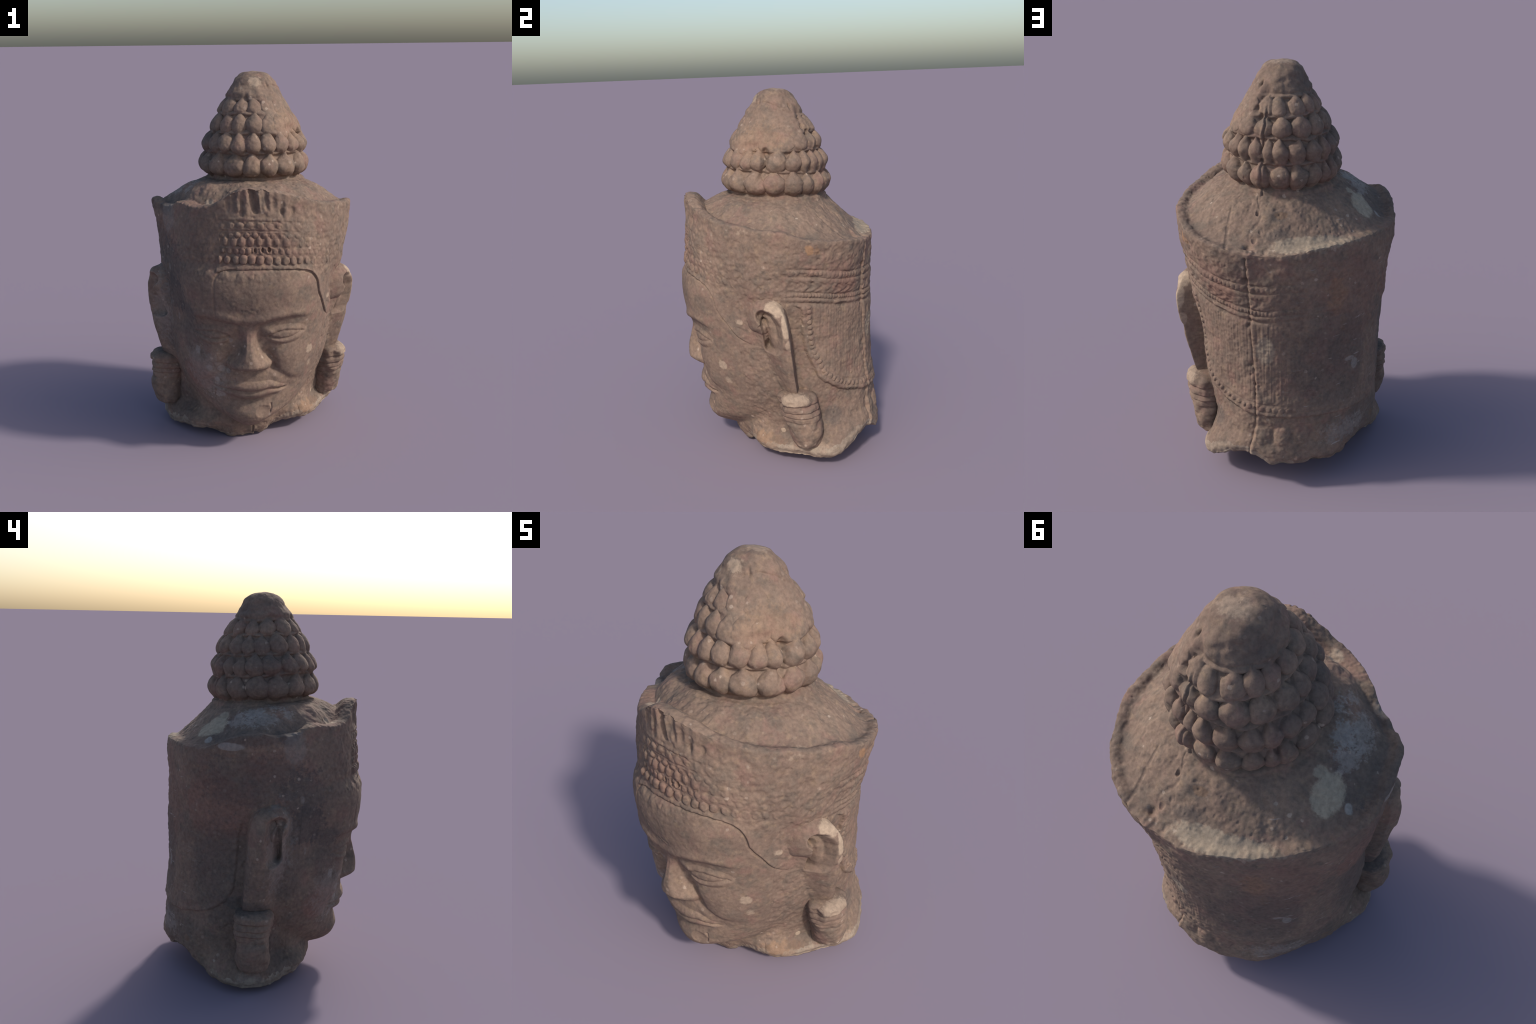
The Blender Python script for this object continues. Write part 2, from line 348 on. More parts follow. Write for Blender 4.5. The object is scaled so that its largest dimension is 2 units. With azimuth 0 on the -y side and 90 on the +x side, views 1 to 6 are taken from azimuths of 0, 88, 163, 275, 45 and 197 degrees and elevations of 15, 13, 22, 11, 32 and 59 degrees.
    d += 0.012 * smoothstep(-0.007, 0.006, s) * low * worn * (1 - 0.5 * smoothstep(0.03, 0.12, s))
    d += 0.004 * gauss(s - 0.012, 0.007) * low * worn
    rows = (0.85 - 0.15 * np.sin(a360)) * (1 - smoothstep(150, 172, a360)) * low
    arc = np.cumsum([0] + [np.hypot((PANEL[i + 1][0] - PANEL[i][0]) * K, PANEL[i + 1][1] - PANEL[i][1]) for i in range(len(PANEL) - 1)])
    run = np.interp(gp, np.arange(len(PANEL)), arc)
    pitch = 0.030
    k = np.round(run / pitch)
    e = ((run - k * pitch) / 0.012) ** 2 + ((s - 0.036) / 0.013) ** 2
    d += 0.0070 * np.sqrt(np.clip(1 - e, 0, 1)) * rows * inside
    d -= 0.003 * gauss(s - 0.058, 0.004) * rows * inside
    stri = np.sin(a360 * 3.1 + 2 * np.sin(a360 * 0.7)) * np.sin(a360 * 1.13 + 6 * z)
    d += 0.0010 * stri * smoothstep(0.06, 0.09, s) * low * (1 - 0.7 * smoothstep(150, 185, a360)) * inside
    # vertical joint with pits
    g, gp = seg_dist(a360 * K, z, [(a * K, b) for a, b in SEAM])
    g = g + 0.0015 * np.sin(z * 130)
    d -= 0.0085 * gauss(g, 0.0042)
    sa = np.interp(z, [p[1] for p in SEAM][::-1], [p[0] for p in SEAM][::-1])
    d += 0.004 * gauss((a360 - sa) * K - 0.011, 0.008) - 0.003 * gauss((a360 - sa) * K + 0.016, 0.010)
    for pz, da, rad, dep in [(1.085, -1.0, .012, .016), (1.045, -.4, .008, .010), (0.86, -1.2, .011, .014), (0.655, -1.2, .016, .016), (0.63, .2, .009, .012),
                             (0.60, -2, .007, .008), (0.55, .2, .008, .010), (0.50, .2, .009, .011), (0.545, 2.2, .006, .007), (0.43, -.6, .007, .008), (0.965, 1.5, .006, .006), (1.0, 5.0, .006, .006)]:
        pa = np.interp(pz, [p[1] for p in SEAM][::-1], [p[0] for p in SEAM][::-1]) + da
        d -= dep * gauss(np.hypot((a360 - pa) * K, (z - pz) * 0.8), rad * 0.6)
    # rosettes carved on the collar at the back
    for k in range(6):
        pa = 150 + 10.2 * k; pz = 0.285 - 0.002 * k; amp = 0.013 * (1 - 0.15 * k)
        rr = np.hypot((a360 - pa) * K, (z - pz) * 0.9)
        d += 0.9 * amp * np.clip(1 - (rr / 0.044) ** 2, 0, 1) - 0.25 * amp * gauss(rr - 0.022, 0.006) - 0.35 * amp * gauss(rr - 0.048, 0.009)
    # weathered collar front: a vertical crease under the chin and lumps
    d -= 0.010 * gauss((azd - 4) * K, 0.006) * (1 - smoothstep(0.07, 0.11, z)) * (np.abs(azd) < 40)
    return d

# ears: slab rising from the cheek to a free rear edge, helix roll, recessed shell, deep slit
EAR = {1: dict(back=([0.40, 0.49, 0.60, 0.75, 0.82, 0.88, 0.925, 0.955, 0.97], [0.062, 0.052, 0.039, 0.022, 0.013, 0.001, -0.018, -0.050, -0.085]),
               front=([0.40, 0.45, 0.55, 0.65, 0.72, 0.80, 0.84, 0.88, 0.92, 0.945, 0.97], [0.00, -0.02, -0.06, -0.10, -0.13, -0.16, -0.17, -0.178, -0.165, -0.13, -0.10]),
               rise=([0.40, 0.47, 0.55, 0.67, 0.76, 0.85, 0.90, 0.93, 0.955, 0.97], [0.050, 0.062, 0.076, 0.094, 0.102, 0.090, 0.064, 0.042, 0.018, 0.0]),
               peak=1.0,
               helix=[(-0.112, 0.818), (-0.142, 0.826), (-0.152, 0.860), (-0.146, 0.895), (-0.118, 0.926), (-0.080, 0.934), (-0.045, 0.910), (-0.022, 0.870), (-0.006, 0.80), (0.008, 0.74)],
               shell=[(-0.112, 0.885), (-0.085, 0.872), (-0.062, 0.830), (-0.055, 0.770), (-0.060, 0.715)],
               slit=[(-0.105, 0.850), (-0.095, 0.800), (-0.088, 0.740), (-0.082, 0.700)]),
       -1: dict(back=([0.40, 0.49, 0.60, 0.75, 0.82, 0.88, 0.93, 0.96, 0.98], [0.045, 0.040, 0.032, 0.022, 0.017, 0.010, -0.006, -0.040, -0.085]),
                front=([0.40, 0.45, 0.55, 0.65, 0.72, 0.80, 0.84, 0.88, 0.92, 0.955, 0.98], [-0.10, -0.11, -0.13, -0.15, -0.16, -0.175, -0.180, -0.182, -0.178, -0.14, -0.09]),
                rise=([0.40, 0.47, 0.55, 0.67, 0.76, 0.85, 0.90, 0.94, 0.965, 0.98], [0.055, 0.074, 0.084, 0.098, 0.102, 0.094, 0.074, 0.046, 0.018, 0.0]),
                peak=0.60,
                helix=[(-0.125, 0.832), (-0.152, 0.860), (-0.156, 0.900), (-0.134, 0.936), (-0.095, 0.950), (-0.050, 0.930), (-0.028, 0.885), (-0.022, 0.82), (-0.018, 0.74)],
                shell=[(-0.130, 0.900), (-0.110, 0.885), (-0.104, 0.840), (-0.106, 0.780), (-0.110, 0.715)],
                slit=[(-0.134, 0.865), (-0.126, 0.815), (-0.120, 0.760), (-0.116, 0.705)])}

def ear_relief(side, y, z):
    E = EAR[side]
    yb = curve(z, *E['back']); yf = curve(z, *E['front']); h = curve(z, *E['rise'])
    u = (y - yf) / (yb - yf)
    pk = E['peak']
    ramp = smoothstep(-0.08, 0.62 * pk, u) * 0.85 + 0.15 * np.clip(u / pk, 0, 1)
    ramp = ramp - 0.5 * smoothstep(pk, 1.15, u) * (pk < 0.99)
    wall = 1 - smoothstep(-0.004, 0.012, y - yb)
    win = smoothstep(0.40, 0.45, z) * (1 - smoothstep(0.955, 0.972, z))
    d = h * ramp * wall * win
    g, gp = seg_dist(y, z, E['helix'])
    end = len(E['helix']) - 1
    prof = np.clip(1 - (g / (0.040 - 0.008 * smoothstep(0.2, 0.6, gp / end))) ** 2, 0, 1) ** 0.8 * (0.55 + 0.45 * smoothstep(0, 1.2, gp))
    d += (0.040 - 0.032 * smoothstep(0.30, 0.75, gp / end)) * prof * wall
    g, gp = seg_dist(y, z, E['shell'])
    d -= (0.050 if side > 0 else 0.060) * smoothstep(0.044, 0.014, g)
    g, gp = seg_dist(y, z, E['slit'])
    d -= (0.040 if side > 0 else 0.026) * smoothstep(0.026, 0.006, g)
    # long lobe: rounded rear bar, shallow channel in front of it
    lobe = smoothstep(0.70, 0.64, z) * smoothstep(0.42, 0.48, z)
    d += 0.008 * gauss(y - yb + 0.022, 0.015) * lobe - 0.008 * gauss(y - yb + 0.062, 0.018) * lobe
    return d

BUD_ROWS = [  # z centre, front-back tilt, half height, width share, stand-out, azimuths
    (1.520, 0.018, 0.067, 0.58, 0.036, [-137, -115, -92, -70, -47, -22.5, -2.5, 18, 38, 62, 85, 107, 124, 141, 161, 180, -163, -149]),
    (1.634, 0.016, 0.058, 0.59, 0.034, [-53.5, -36, -18, -1, 17, 34.5, 51.5, 66, 88, 109, 123, 135, 149, 161, 179.5, -160.6, -146, -129.5, -113, -96, -77]),
    (1.737, 0.010, 0.051, 0.58, 0.032, [-20, -40, -63, -87, -106, -125, -149, -174, 162, 142, 0, 18, 36, 55, 75, 98, 121]),
    (1.828, 0.010, 0.046, 0.56, 0.031, [-22, -47, -77, -106, -132, -153, -174, 157, 140, 0, 24, 50, 80, 110])]

def erosion(azd, z):
    """1 where the carving of the topknot has broken away (front right to right side, upper tiers)"""
    a = smoothstep(-8, 22, azd) * (1 - smoothstep(122, 140, azd))
    return a * smoothstep(1.665, 1.70, z - 0.012 * np.sin(azd * 0.12)) * (1 - smoothstep(1.93, 1.97, z))

def topknot_relief(azd, z, r):
    """returns radial offset from the outer profile and the id of the bud a point belongs to"""
    ero = erosion(azd, z)
    q = np.stack([r * np.sin(np.radians(azd)), -r * np.cos(np.radians(azd)), z], 2).reshape(-1, 3)
    azd = azd + (2.2 * vnoise(q, 0.07, 81) + 1.2 * vnoise(q, 0.03, 82)).reshape(z.shape) * np.minimum(1, r / 0.15)
    z = z + (0.006 * vnoise(q, 0.08, 83) + 0.003 * vnoise(q, 0.03, 84)).reshape(z.shape)
    sunk = np.full_like(z, -0.030) * smoothstep(1.432, 1.46, z) * (1 - smoothstep(1.85, 1.90, z))
    bud = np.full_like(z, -1.0); bid = np.full(z.shape, -1, int); n = 0
    for zc, tilt, hh, wf, amp, azs in BUD_ROWS:
        srt = np.sort(np.array(azs, float))
        for a0 in azs:
            k = np.searchsorted(srt, a0); m = len(srt)
            gap = 0.5 * ((srt[(k + 1) % m] - srt[k]) % 360 + (srt[k] - srt[k - 1]) % 360)
            j = hash3(np.array([int(a0 * 10)]), np.array([int(zc * 1000)]), np.array([0]), 3)[0]
            c = zc + tilt * np.cos(np.radians(a0)) + 0.003 * j
            h = hh * (1 + 0.05 * j)
            da = (azd - a0 + 180) % 360 - 180
            w = wf * np.radians(gap) * r * (1.0 + 0.04 * j)
            t = (z - c) / h
            shape = np.where(t > 0, 1 - 0.62 * np.clip(t, 0, 1) ** 1.5, 1 - 0.10 * t * t)
            e = (np.radians(da) * r / (w * np.clip(shape, 0.2, 1))) ** 2 + np.where(t > 0, t ** 2, np.abs(t) ** 2.6)
            hgt = -0.031 + amp * (0.95 + 0.16 * j) * np.sqrt(np.clip(1 - e, 0, 1))
            hgt = np.where(e < 1, hgt, -1)
            mm = hgt > bud
            bud = np.where(mm, hgt, bud); bid = np.where(mm & (e < 1), n, bid); n += 1
    d = smax(sunk, bud, 0.006)
    # ledges between the tiers, from which triangular pockets drop
    for zz, tilt in [(1.583, 0.016), (1.690, 0.012), (1.786, 0.010), (1.862, 0.006)]:
        zl = zz + tilt * np.cos(np.radians(azd))
        d = smax(d, -0.034 + 0.016 * gauss(z - zl, 0.009), 0.006)
        d -= 0.007 * gauss(z - zl + 0.020, 0.007) * (bid < 0)
    top = smoothstep(1.845, 1.925, z)
    d = d * (1 - top)
    d = d * (1 - ero) + ero * np.maximum(0.22 * (d + 0.02), -0.012)
    bid = np.where(ero > 0.6, -1, bid)
    d -= 0.010 * gauss((azd + 115 + 180) % 360 - 180, 45) * gauss(z - 1.69, 0.09)
    # scooped break above the cut bud, front right
    d -= 0.026 * gauss((azd - 58), 13) * gauss(z - 1.715, 0.026) + 0.003 * gauss((azd - 75), 30) * gauss(z - 1.78, 0.06)
    # slash that cut one bud away on the right
    g, gp = seg_dist(azd * K * 0.58, z, [(76 * K * .58, 1.69), (77 * K * .58, 1.63), (73 * K * .58, 1.575), (71 * K * .58, 1.53)])
    d -= 0.020 * smoothstep(0.026, 0.006, g) * (1 - smoothstep(1, 3, gp) * 0.7)
    # seam continues, hole near the top
    d -= (0.006 * gauss((azd - 143.5) * K * 0.55, 0.004) - 0.004 * gauss((azd - 141.0) * K * 0.55, 0.006)) * (1 - smoothstep(1.78, 1.84, z))
    for pa, pz, rad, dep in [(121, 1.905, .007, .016), (128, 1.80, .008, .012), (136, 1.775, .006, .010), (-15, 1.873, .009, .010), (40, 1.925, .010, .006), (-105, 1.885, .02, .008), (-120, 1.80, .011, .012)]:
        d -= dep * gauss(np.hypot((azd - pa) * K * .35, (z - pz) * 0.7), rad)
    # split line near the summit on the right
    g, _ = seg_dist(azd * K * 0.3, z, [(30 * K * .3, 1.915), (60 * K * .3, 1.925), (90 * K * .3, 1.915), (105 * K * .3, 1.885)])
    d -= 0.005 * gauss(g, 0.004)
    # flattened, rubbed plane on the back left of the summit
    d -= 0.016 * gauss((azd + 165 + 180) % 360 - 180, 26) * gauss(z - 1.915, 0.03)
    d += smoothstep(1.84, 1.90, z) * (1 - smoothstep(1.96, 1.99, z)) * (0.010 * vnoise(q, 0.055, 85) + 0.004 * vnoise(q, 0.025, 86)).reshape(z.shape)
    return d, bid

def fbm(p, octs, seed):
    out = 0
    for i, (sc, am) in enumerate(octs):
        out = out + am * vnoise(p + 17.3 * i, sc, seed + i)
    return out

_cache = {}
def final_grid():
    if 'g' in _cache:
        return _cache['g']
    rng = np.random.default_rng(5)
    th, P = base_surface()
    azd = np.degrees(th)[None, :] + 0 * P[:, :, 0]
    T = th[None, :]
    rad = np.stack([np.sin(T) + 0 * azd, -np.cos(T) + 0 * azd, 0 * azd], 2)
    relax(P, iC - 8, iC + 40, 50)
    relax(P, iT - 14, iT + 8, 20)
    # topknot
    tw = slice(iT, None)
    zt = P[tw, :, 2]; cx, cy = tower_axis(zt); rt = np.hypot(P[tw, :, 0] - cx, P[tw, :, 1] - cy)
    d, bid_t = topknot_relief(azd[tw], zt, rt)
    d = d + 0.002 * smoothstep(1.46, 1.5, zt) * (1 - smoothstep(1.78, 1.82, zt)) + 0.050 * rt * np.cos(2 * np.radians(azd[tw] - 155)) * smoothstep(1.70, 1.82, zt) * (1 - smoothstep(1.95, 2.0, zt))
    P[tw] += rad[tw] * np.minimum(1.0, rt / 0.05)[:, :, None] * d[:, :, None]
    # wall
    w = slice(iW, iC)
    X, Y, Z = P[w, :, 0].copy(), P[w, :, 1].copy(), P[w, :, 2].copy()
    fm = smoothstep(0.15, 0.35, np.cos(T)) * smoothstep(0.10, 0.16, Z) * (1 - smoothstep(0.98, 1.02, Z))
    fd = face_relief(X, Z) * fm
    wr = wall_relief(azd[w], Z, rng)
    P[w] += rad[w] * wr[:, :, None]
    P[w, :, 1] -= fd
    ear = np.zeros_like(Z)
    for side in (1, -1):
        m = smoothstep(0.25, 0.45, np.sin(T) * side)
        e = ear_relief(side, Y, Z) * m
        P[w, :, 0] += side * e
        ear = np.where(np.abs(e) > np.abs(ear), np.abs(e) * side, ear)
    # cap: faint petal ring, crease, joint
    c = slice(iC, iT)
    rho = np.hypot(P[c, :, 0] - TOW_C[0], P[c, :, 1] - TOW_C[1]); ac = azd[c]
    dz = 0.006 * np.clip(np.sin(np.radians(ac) * 17 + 0.6), -0.3, 1) * gauss(rho - 0.355, 0.028)
    dz -= 0.005 * gauss((ac - 124.5 - 60 * (rho - 0.4)) * K, 0.006) * smoothstep(0.33, 0.37, rho)
    dz -= 0.0035 * gauss((ac - 143.5 - 3 * np.sin(rho * 40)) * K, 0.006)
    for pa, pr, rr_, dep in [(141, 0.475, .016, .022), (144, .445, .010, .014), (143.5, .34, .009, .014), (147, .41, .008, .008), (161, .50, .010, .010)]:
        dz -= dep * gauss(np.hypot((ac - pa) * K, rho - pr), rr_ * 0.7)
    P[c, :, 2] += dz
    # weathering along the normal
    n = mesh_normals(P)
    q = P.reshape(-1, 3)
    face_m = np.zeros(P.shape[:2]); face_m[w] = fm * (np.abs(azd[w]) < 60)
    amp = 1 - 0.60 * face_m
    amp[tw] = 0.55
    amp[w] *= 1 - 0.6 * np.clip(np.abs(ear) / 0.03, 0, 1)
    big = fbm(q, [(0.13, 0.0055), (0.06, 0.0030)], 11).reshape(P.shape[:2])
    fine = fbm(q, [(0.028, 0.0026), (0.013, 0.0016)], 21).reshape(P.shape[:2])
    pits = np.clip(vnoise(q, 0.018, 31) - 0.66, 0, 1).reshape(P.shape[:2]) * -0.008
    edge = np.zeros(P.shape[:2])
    lowz = np.clip(1 - (P[:, :, 2] - P[iW, :, 2]) / 0.11, 0, 1); lowz[iC:] = 0; lowz[:iW] = 1
    chunk = fbm(q, [(0.11, 0.016), (0.055, 0.007), (0.022, 0.0012)], 41).reshape(P.shape[:2])
    rough = np.zeros(P.shape[:2])
    a3 = azd[w]
    rough[w] = smoothstep(40, 52, a3) * (1 - smoothstep(88, 98, a3)) * smoothstep(0.93, 1.0, Z) * (1 - 0.6 * smoothstep(1.18, 1.25, Z)) \
        + 0.7 * smoothstep(-62, -80, a3) * smoothstep(0.90, 0.98, Z) + 0.8 * smoothstep(98, 105, a3) * smoothstep(1.07, 1.12, Z)
    lumps = (vnoise(q, 0.030, 51) * 0.0032 + vnoise(q, 0.016, 52) * 0.0016).reshape(P.shape[:2])
    vq = q * [1, 1, 0.28]
    streak = fbm(vq, [(0.030, 0.0028)], 61).reshape(P.shape[:2]) * (smoothstep(1.12, 1.20, P[:, :, 2]))
    streak[iC:] = 0
    dn = (big + fine + pits) * amp + chunk * lowz * (1 - face_m) + lumps * rough + streak * (0.35 + 0.65 * rough)
    s = np.sign(np.sum(n[iW:iC] * rad[iW:iC]))
    P = P + s * n * dn[:, :, None]
    _cache['sign'] = s
    # settle in the frame
    P[:, :, 2] -= P[:, :, 2].min()
    P[:, :, 2] *= 2.0 / P[:, :, 2].max()
    _cache['bid'] = bid_t; _cache['ear'] = ear; _cache['fd'] = fd
    _cache['g'] = (th, P)
    return th, P

# ear pendants: a ringed bell hanging from the lobe, sunk half into the neck
PEND = {1: dict(axis=[(0.454, 0.048, 0.455), (0.456, 0.064, 0.36), (0.450, 0.094, 0.25), (0.432, 0.114, 0.125)]),
        -1: dict(axis=[(-0.462, -0.012, 0.445), (-0.468, -0.010, 0.36), (-0.474, -0.008, 0.25), (-0.462, -0.010, 0.12)])}
PROF_T = [0.0, 0.01, 0.05, 0.12, 0.20, 0.235, 0.26, 0.30, 0.34, 0.365, 0.39, 0.43, 0.455, 0.48, 0.52, 0.55, 0.62, 0.75, 0.88, 0.96, 1.0]
PROF_R = [0.0, 0.045, 0.080, 0.096, 0.096, 0.088, 0.090, 0.094, 0.093, 0.087, 0.090, 0.092, 0.086, 0.088, 0.087, 0.083, 0.085, 0.084, 0.080, 0.070, 0.0]

def pendant_grid(side, nu=110, nv=150):
    ax = np.array(PEND[side]['axis'])
    t = np.linspace(0, 1, nv); k = np.linspace(0, 1, len(ax))
    c = np.stack([curve(t, k, ax[:, i]) for i in range(3)], 1)
    r = curve(t, PROF_T, PROF_R) * (1.06 if side > 0 else 1.06)
    a = np.linspace(0, 2 * np.pi, nu, endpoint=False)
    lobes = 1 + 0.035 * np.cos(a * 9)[None, :] * (gauss(t - 0.15, 0.08) + 0.5 * gauss(t - 0.32, 0.05))[:, None]
    R = r[:, None] * lobes
    P = np.stack([c[:, :1] + R * np.sin(a), c[:, 1:2] - R * np.cos(a), c[:, 2:] + 0 * R], 2)
    q = P.reshape(-1, 3)
    nz = fbm(q, [(0.08, 0.011), (0.035, 0.0055), (0.015, 0.0022)], 71 + side).reshape(P.shape[:2])
    P[:, :, 0] += nz * np.sin(a); P[:, :, 1] -= nz * np.cos(a)
    return P

def all_points():
    return np.concatenate([final_grid()[1].reshape(-1, 3), pendant_grid(1).reshape(-1, 3), pendant_grid(-1).reshape(-1, 3)])
# ==== BLENDER
import bpy

# ---------------------------------------------------------------- material
class Nodes:
    def __init__(self, mat):
        mat.use_nodes = True
        self.nt = mat.node_tree
        self.nt.nodes.clear()
    def new(self, typ, **kw):
        n = self.nt.nodes.new(typ)
        for k, v in kw.items():
            setattr(n, k, v)
        return n
    def link(self, a, b):
        self.nt.links.new(a, b)
    def put(self, sock, v):
        if hasattr(v, 'is_output'):
            self.link(v, sock)
        else:
            sock.default_value = v
    def math(self, op, a, b=0.0, clamp=False):
        n = self.new('ShaderNodeMath', operation=op, use_clamp=clamp)
        self.put(n.inputs[0], a); self.put(n.inputs[1], b)
        return n.outputs[0]
    def vmath(self, op, a, b):
        n = self.new('ShaderNodeVectorMath', operation=op)
        self.put(n.inputs[0], a); self.put(n.inputs[1], b)
        return n.outputs['Value'] if op in ('LENGTH', 'DISTANCE', 'DOT_PRODUCT') else n.outputs[0]
    def ramp(self, v, a, b, lo=0.0, hi=1.0):
        n = self.new('ShaderNodeMapRange', interpolation_type='SMOOTHSTEP')
        self.put(n.inputs['Value'], v)
        n.inputs['From Min'].default_value = a; n.inputs['From Max'].default_value = b
        n.inputs['To Min'].default_value = lo; n.inputs['To Max'].default_value = hi
        return n.outputs['Result']
    def noise(self, vec, scale, detail=3.0, rough=0.55):
        n = self.new('ShaderNodeTexNoise')
        self.put(n.inputs['Vector'], vec)
        n.inputs['Scale'].default_value = scale; n.inputs['Detail'].default_value = detail
        n.inputs['Roughness'].default_value = rough
        return n.outputs['Fac']
    def mix(self, fac, a, b, blend='MIX'):
        n = self.new('ShaderNodeMix', data_type='RGBA', blend_type=blend)
        self.put(n.inputs['Factor'], fac)
        self.put(n.inputs['A'] if False else n.inputs[6], a); self.put(n.inputs[7], b)
        return n.outputs[2]

def rgb(r, g, b):
    return (r, g, b, 1.0)

# colour patches: centre, radii, strength, edge raggedness
PALE = [  # fresh chipped stone, plaster and guano marks
    ((0.548, -0.050, 0.925), (0.05, 0.055, 0.045), 0.85, 0.5), ((0.575, 0.000, 0.850), (0.035, 0.022, 0.075), 0.9, 0.3),
    ((0.565, 0.018, 0.735), (0.03, 0.022, 0.035), 0.6, 0.3), ((0.53, 0.04, 0.425), (0.055, 0.075, 0.03), 0.6, 0.9),
    ((0.330, -0.335, 0.562), (0.026, 0.03, 0.028), 0.65, 0.6), ((0.335, -0.012, 0.184), (0.025, 0.022, 0.020), 1.0, 0.1), ((0.345, -0.005, 0.215), (0.012, 0.012, 0.012), 0.9, 0.2),
    ((0.335, -0.31, 0.47), (0.02, 0.03, 0.030), 0.45, 0.9), ((0.445, -0.235, 0.83), (0.03, 0.022, 0.018), 0.7, 0.7), ((0.47, -0.17, 1.31), (0.03, 0.05, 0.02), 0.45, 0.8),
    ((0.05, -0.10, 1.95), (0.035, 0.03, 0.03), 0.6, 1.5), ((0.05, 0.03, 2.0), (0.06, 0.045, 0.02), 0.35, 1.2),
    ((-0.20, -0.355, 1.37), (0.035, 0.035, 0.03), 0.85, 0.5), ((0.40, -0.08, 0.05), (0.10, 0.10, 0.045), 0.45, 0.6), ((0.25, -0.25, 0.09), (0.09, 0.07, 0.04), 0.45, 0.6),
    ((0.45, 0.20, 0.10), (0.08, 0.08, 0.06), 0.35, 0.7), ((0.19, 0.20, 1.60), (0.03, 0.03, 0.012), 0.7, 0.6)]
GREY = [  # light grey lichen and lime
    ((-0.35, -0.02, 1.36), (0.06, 0.08, 0.05), 0.6, 2.2), ((-0.33, 0.08, 1.36), (0.05, 0.06, 0.05), 0.6, 2.2), ((-0.28, -0.14, 1.39), (0.05, 0.04, 0.03), 0.6, 2.0), ((-0.47, -0.12, 0.75), (0.06, 0.10, 0.20), 0.30, 2.2), ((-0.15, 0.47, 0.25), (0.16, 0.06, 0.06), 0.45, 2.2), ((-0.22, -0.38, 0.45), (0.14, 0.10, 0.14), 0.30, 2.2),
    ((-0.142, -0.44, 0.494), (0.022, 0.05, 0.020), 0.55, 0.15), ((-0.205, -0.42, 0.493), (0.018, 0.05, 0.018), 0.4, 0.2), ((-0.165, -0.42, 0.425), (0.013, 0.05, 0.015), 0.6, 0.2),
    ((-0.088, -0.46, 0.661), (0.010, 0.05, 0.014), 0.45, 0.2), ((-0.264, -0.39, 0.585), (0.014, 0.04, 0.022), 0.5, 0.2), ((-0.154, -0.41, 0.335), (0.030, 0.05, 0.030), 0.45, 0.4),
    ((-0.375, -0.29, 0.724), (0.012, 0.04, 0.04), 0.4, 0.3), ((-0.105, -0.45, 0.48), (0.012, 0.05, 0.014), 0.4, 0.2), 
    ((-0.39, 0.240, 1.289), (0.026, 0.026, 0.03), 1.0, 0.3), ((-0.258, -0.076, 1.396), (0.05, 0.06, 0.035), 0.85, 1.6), ((-0.30, 0.02, 1.39), (0.05, 0.06, 0.035), 0.8, 1.8),
    ((-0.508, 0.11, 1.265), (0.03, 0.075, 0.02), 0.75, 0.3), ((-0.197, 0.455, 0.60), (0.02, 0.03, 0.03), 0.6, 0.3), ((-0.165, 0.465, 0.635), (0.03, 0.03, 0.012), 0.6, 0.4),
    ((-0.42, -0.197, 1.26), (0.05, 0.07, 0.09), 0.30, 0.5), ((-0.45, 0.02, 0.06), (0.08, 0.09, 0.06), 0.35, 0.5), ((-0.43, -0.245, 1.0), (0.02, 0.02, 0.035), 0.5, 0.5)]
TAN = [((-0.30, 0.225, 1.325), (0.062, 0.085, 0.07), 1.0, 0.4), ((-0.255, 0.17, 1.37), (0.035, 0.03, 0.03), 0.8, 0.6), ((0.25, 0.46, 0.74), (0.045, 0.04, 0.075), 0.45, 0.3), ((0.10, 0.47, 1.25), (0.30, 0.06, 0.03), 0.6, 0.7)]  # last entry: pale stripe painted where light catches the back rim
DARK = [  # dark patches; first row mostly on the back and left side
    ((-0.10, 0.50, 0.66), (0.24, 0.10, 0.26), 0.40, 0.6), ((-0.44, 0.00, 1.10), (0.14, 0.26, 0.14), 0.46, 1.5), ((-0.45, 0.16, 0.62), (0.12, 0.18, 0.26), 0.42, 1.4), ((-0.40, -0.22, 1.02), (0.10, 0.14, 0.12), 0.50, 1.4), ((-0.28, -0.38, 0.64), (0.12, 0.10, 0.12), 0.32, 1.1), ((-0.20, 0.02, 1.62), (0.12, 0.22, 0.16), 0.36, 0.9), ((-0.22, 0.40, 0.25), (0.22, 0.14, 0.12), 0.36, 0.9),
    ((-0.40, -0.26, 0.86), (0.09, 0.13, 0.10), 0.65, 1.3), ((-0.33, -0.36, 0.79), (0.10, 0.08, 0.05), 0.55, 0.8), ((-0.41, 0.05, 1.33), (0.17, 0.28, 0.08), 0.55, 0.6),
    ((-0.38, -0.10, 0.16), (0.09, 0.11, 0.10), 0.40, 0.9), ((-0.47, 0.03, 0.46), (0.10, 0.12, 0.04), 0.55, 0.7), ((0.46, 0.25, 0.30), (0.06, 0.06, 0.06), 0.5, 0.9),
    ((0.175, 0.393, 1.273), (0.06, 0.03, 0.03), 0.5, 1.2), ((0.14, 0.33, 1.34), (0.04, 0.03, 0.03), 0.4, 1.2), ((-0.43, -0.16, 1.31), (0.05, 0.07, 0.05), 0.5, 0.4),
    ((0.36, -0.02, 0.13), (0.05, 0.07, 0.05), 0.35, 1.0), ((-0.44, -0.20, 0.62), (0.07, 0.12, 0.16), 0.3, 0.9), ((-0.10, 0.15, 1.90), (0.12, 0.10, 0.06), 0.35, 0.5)]
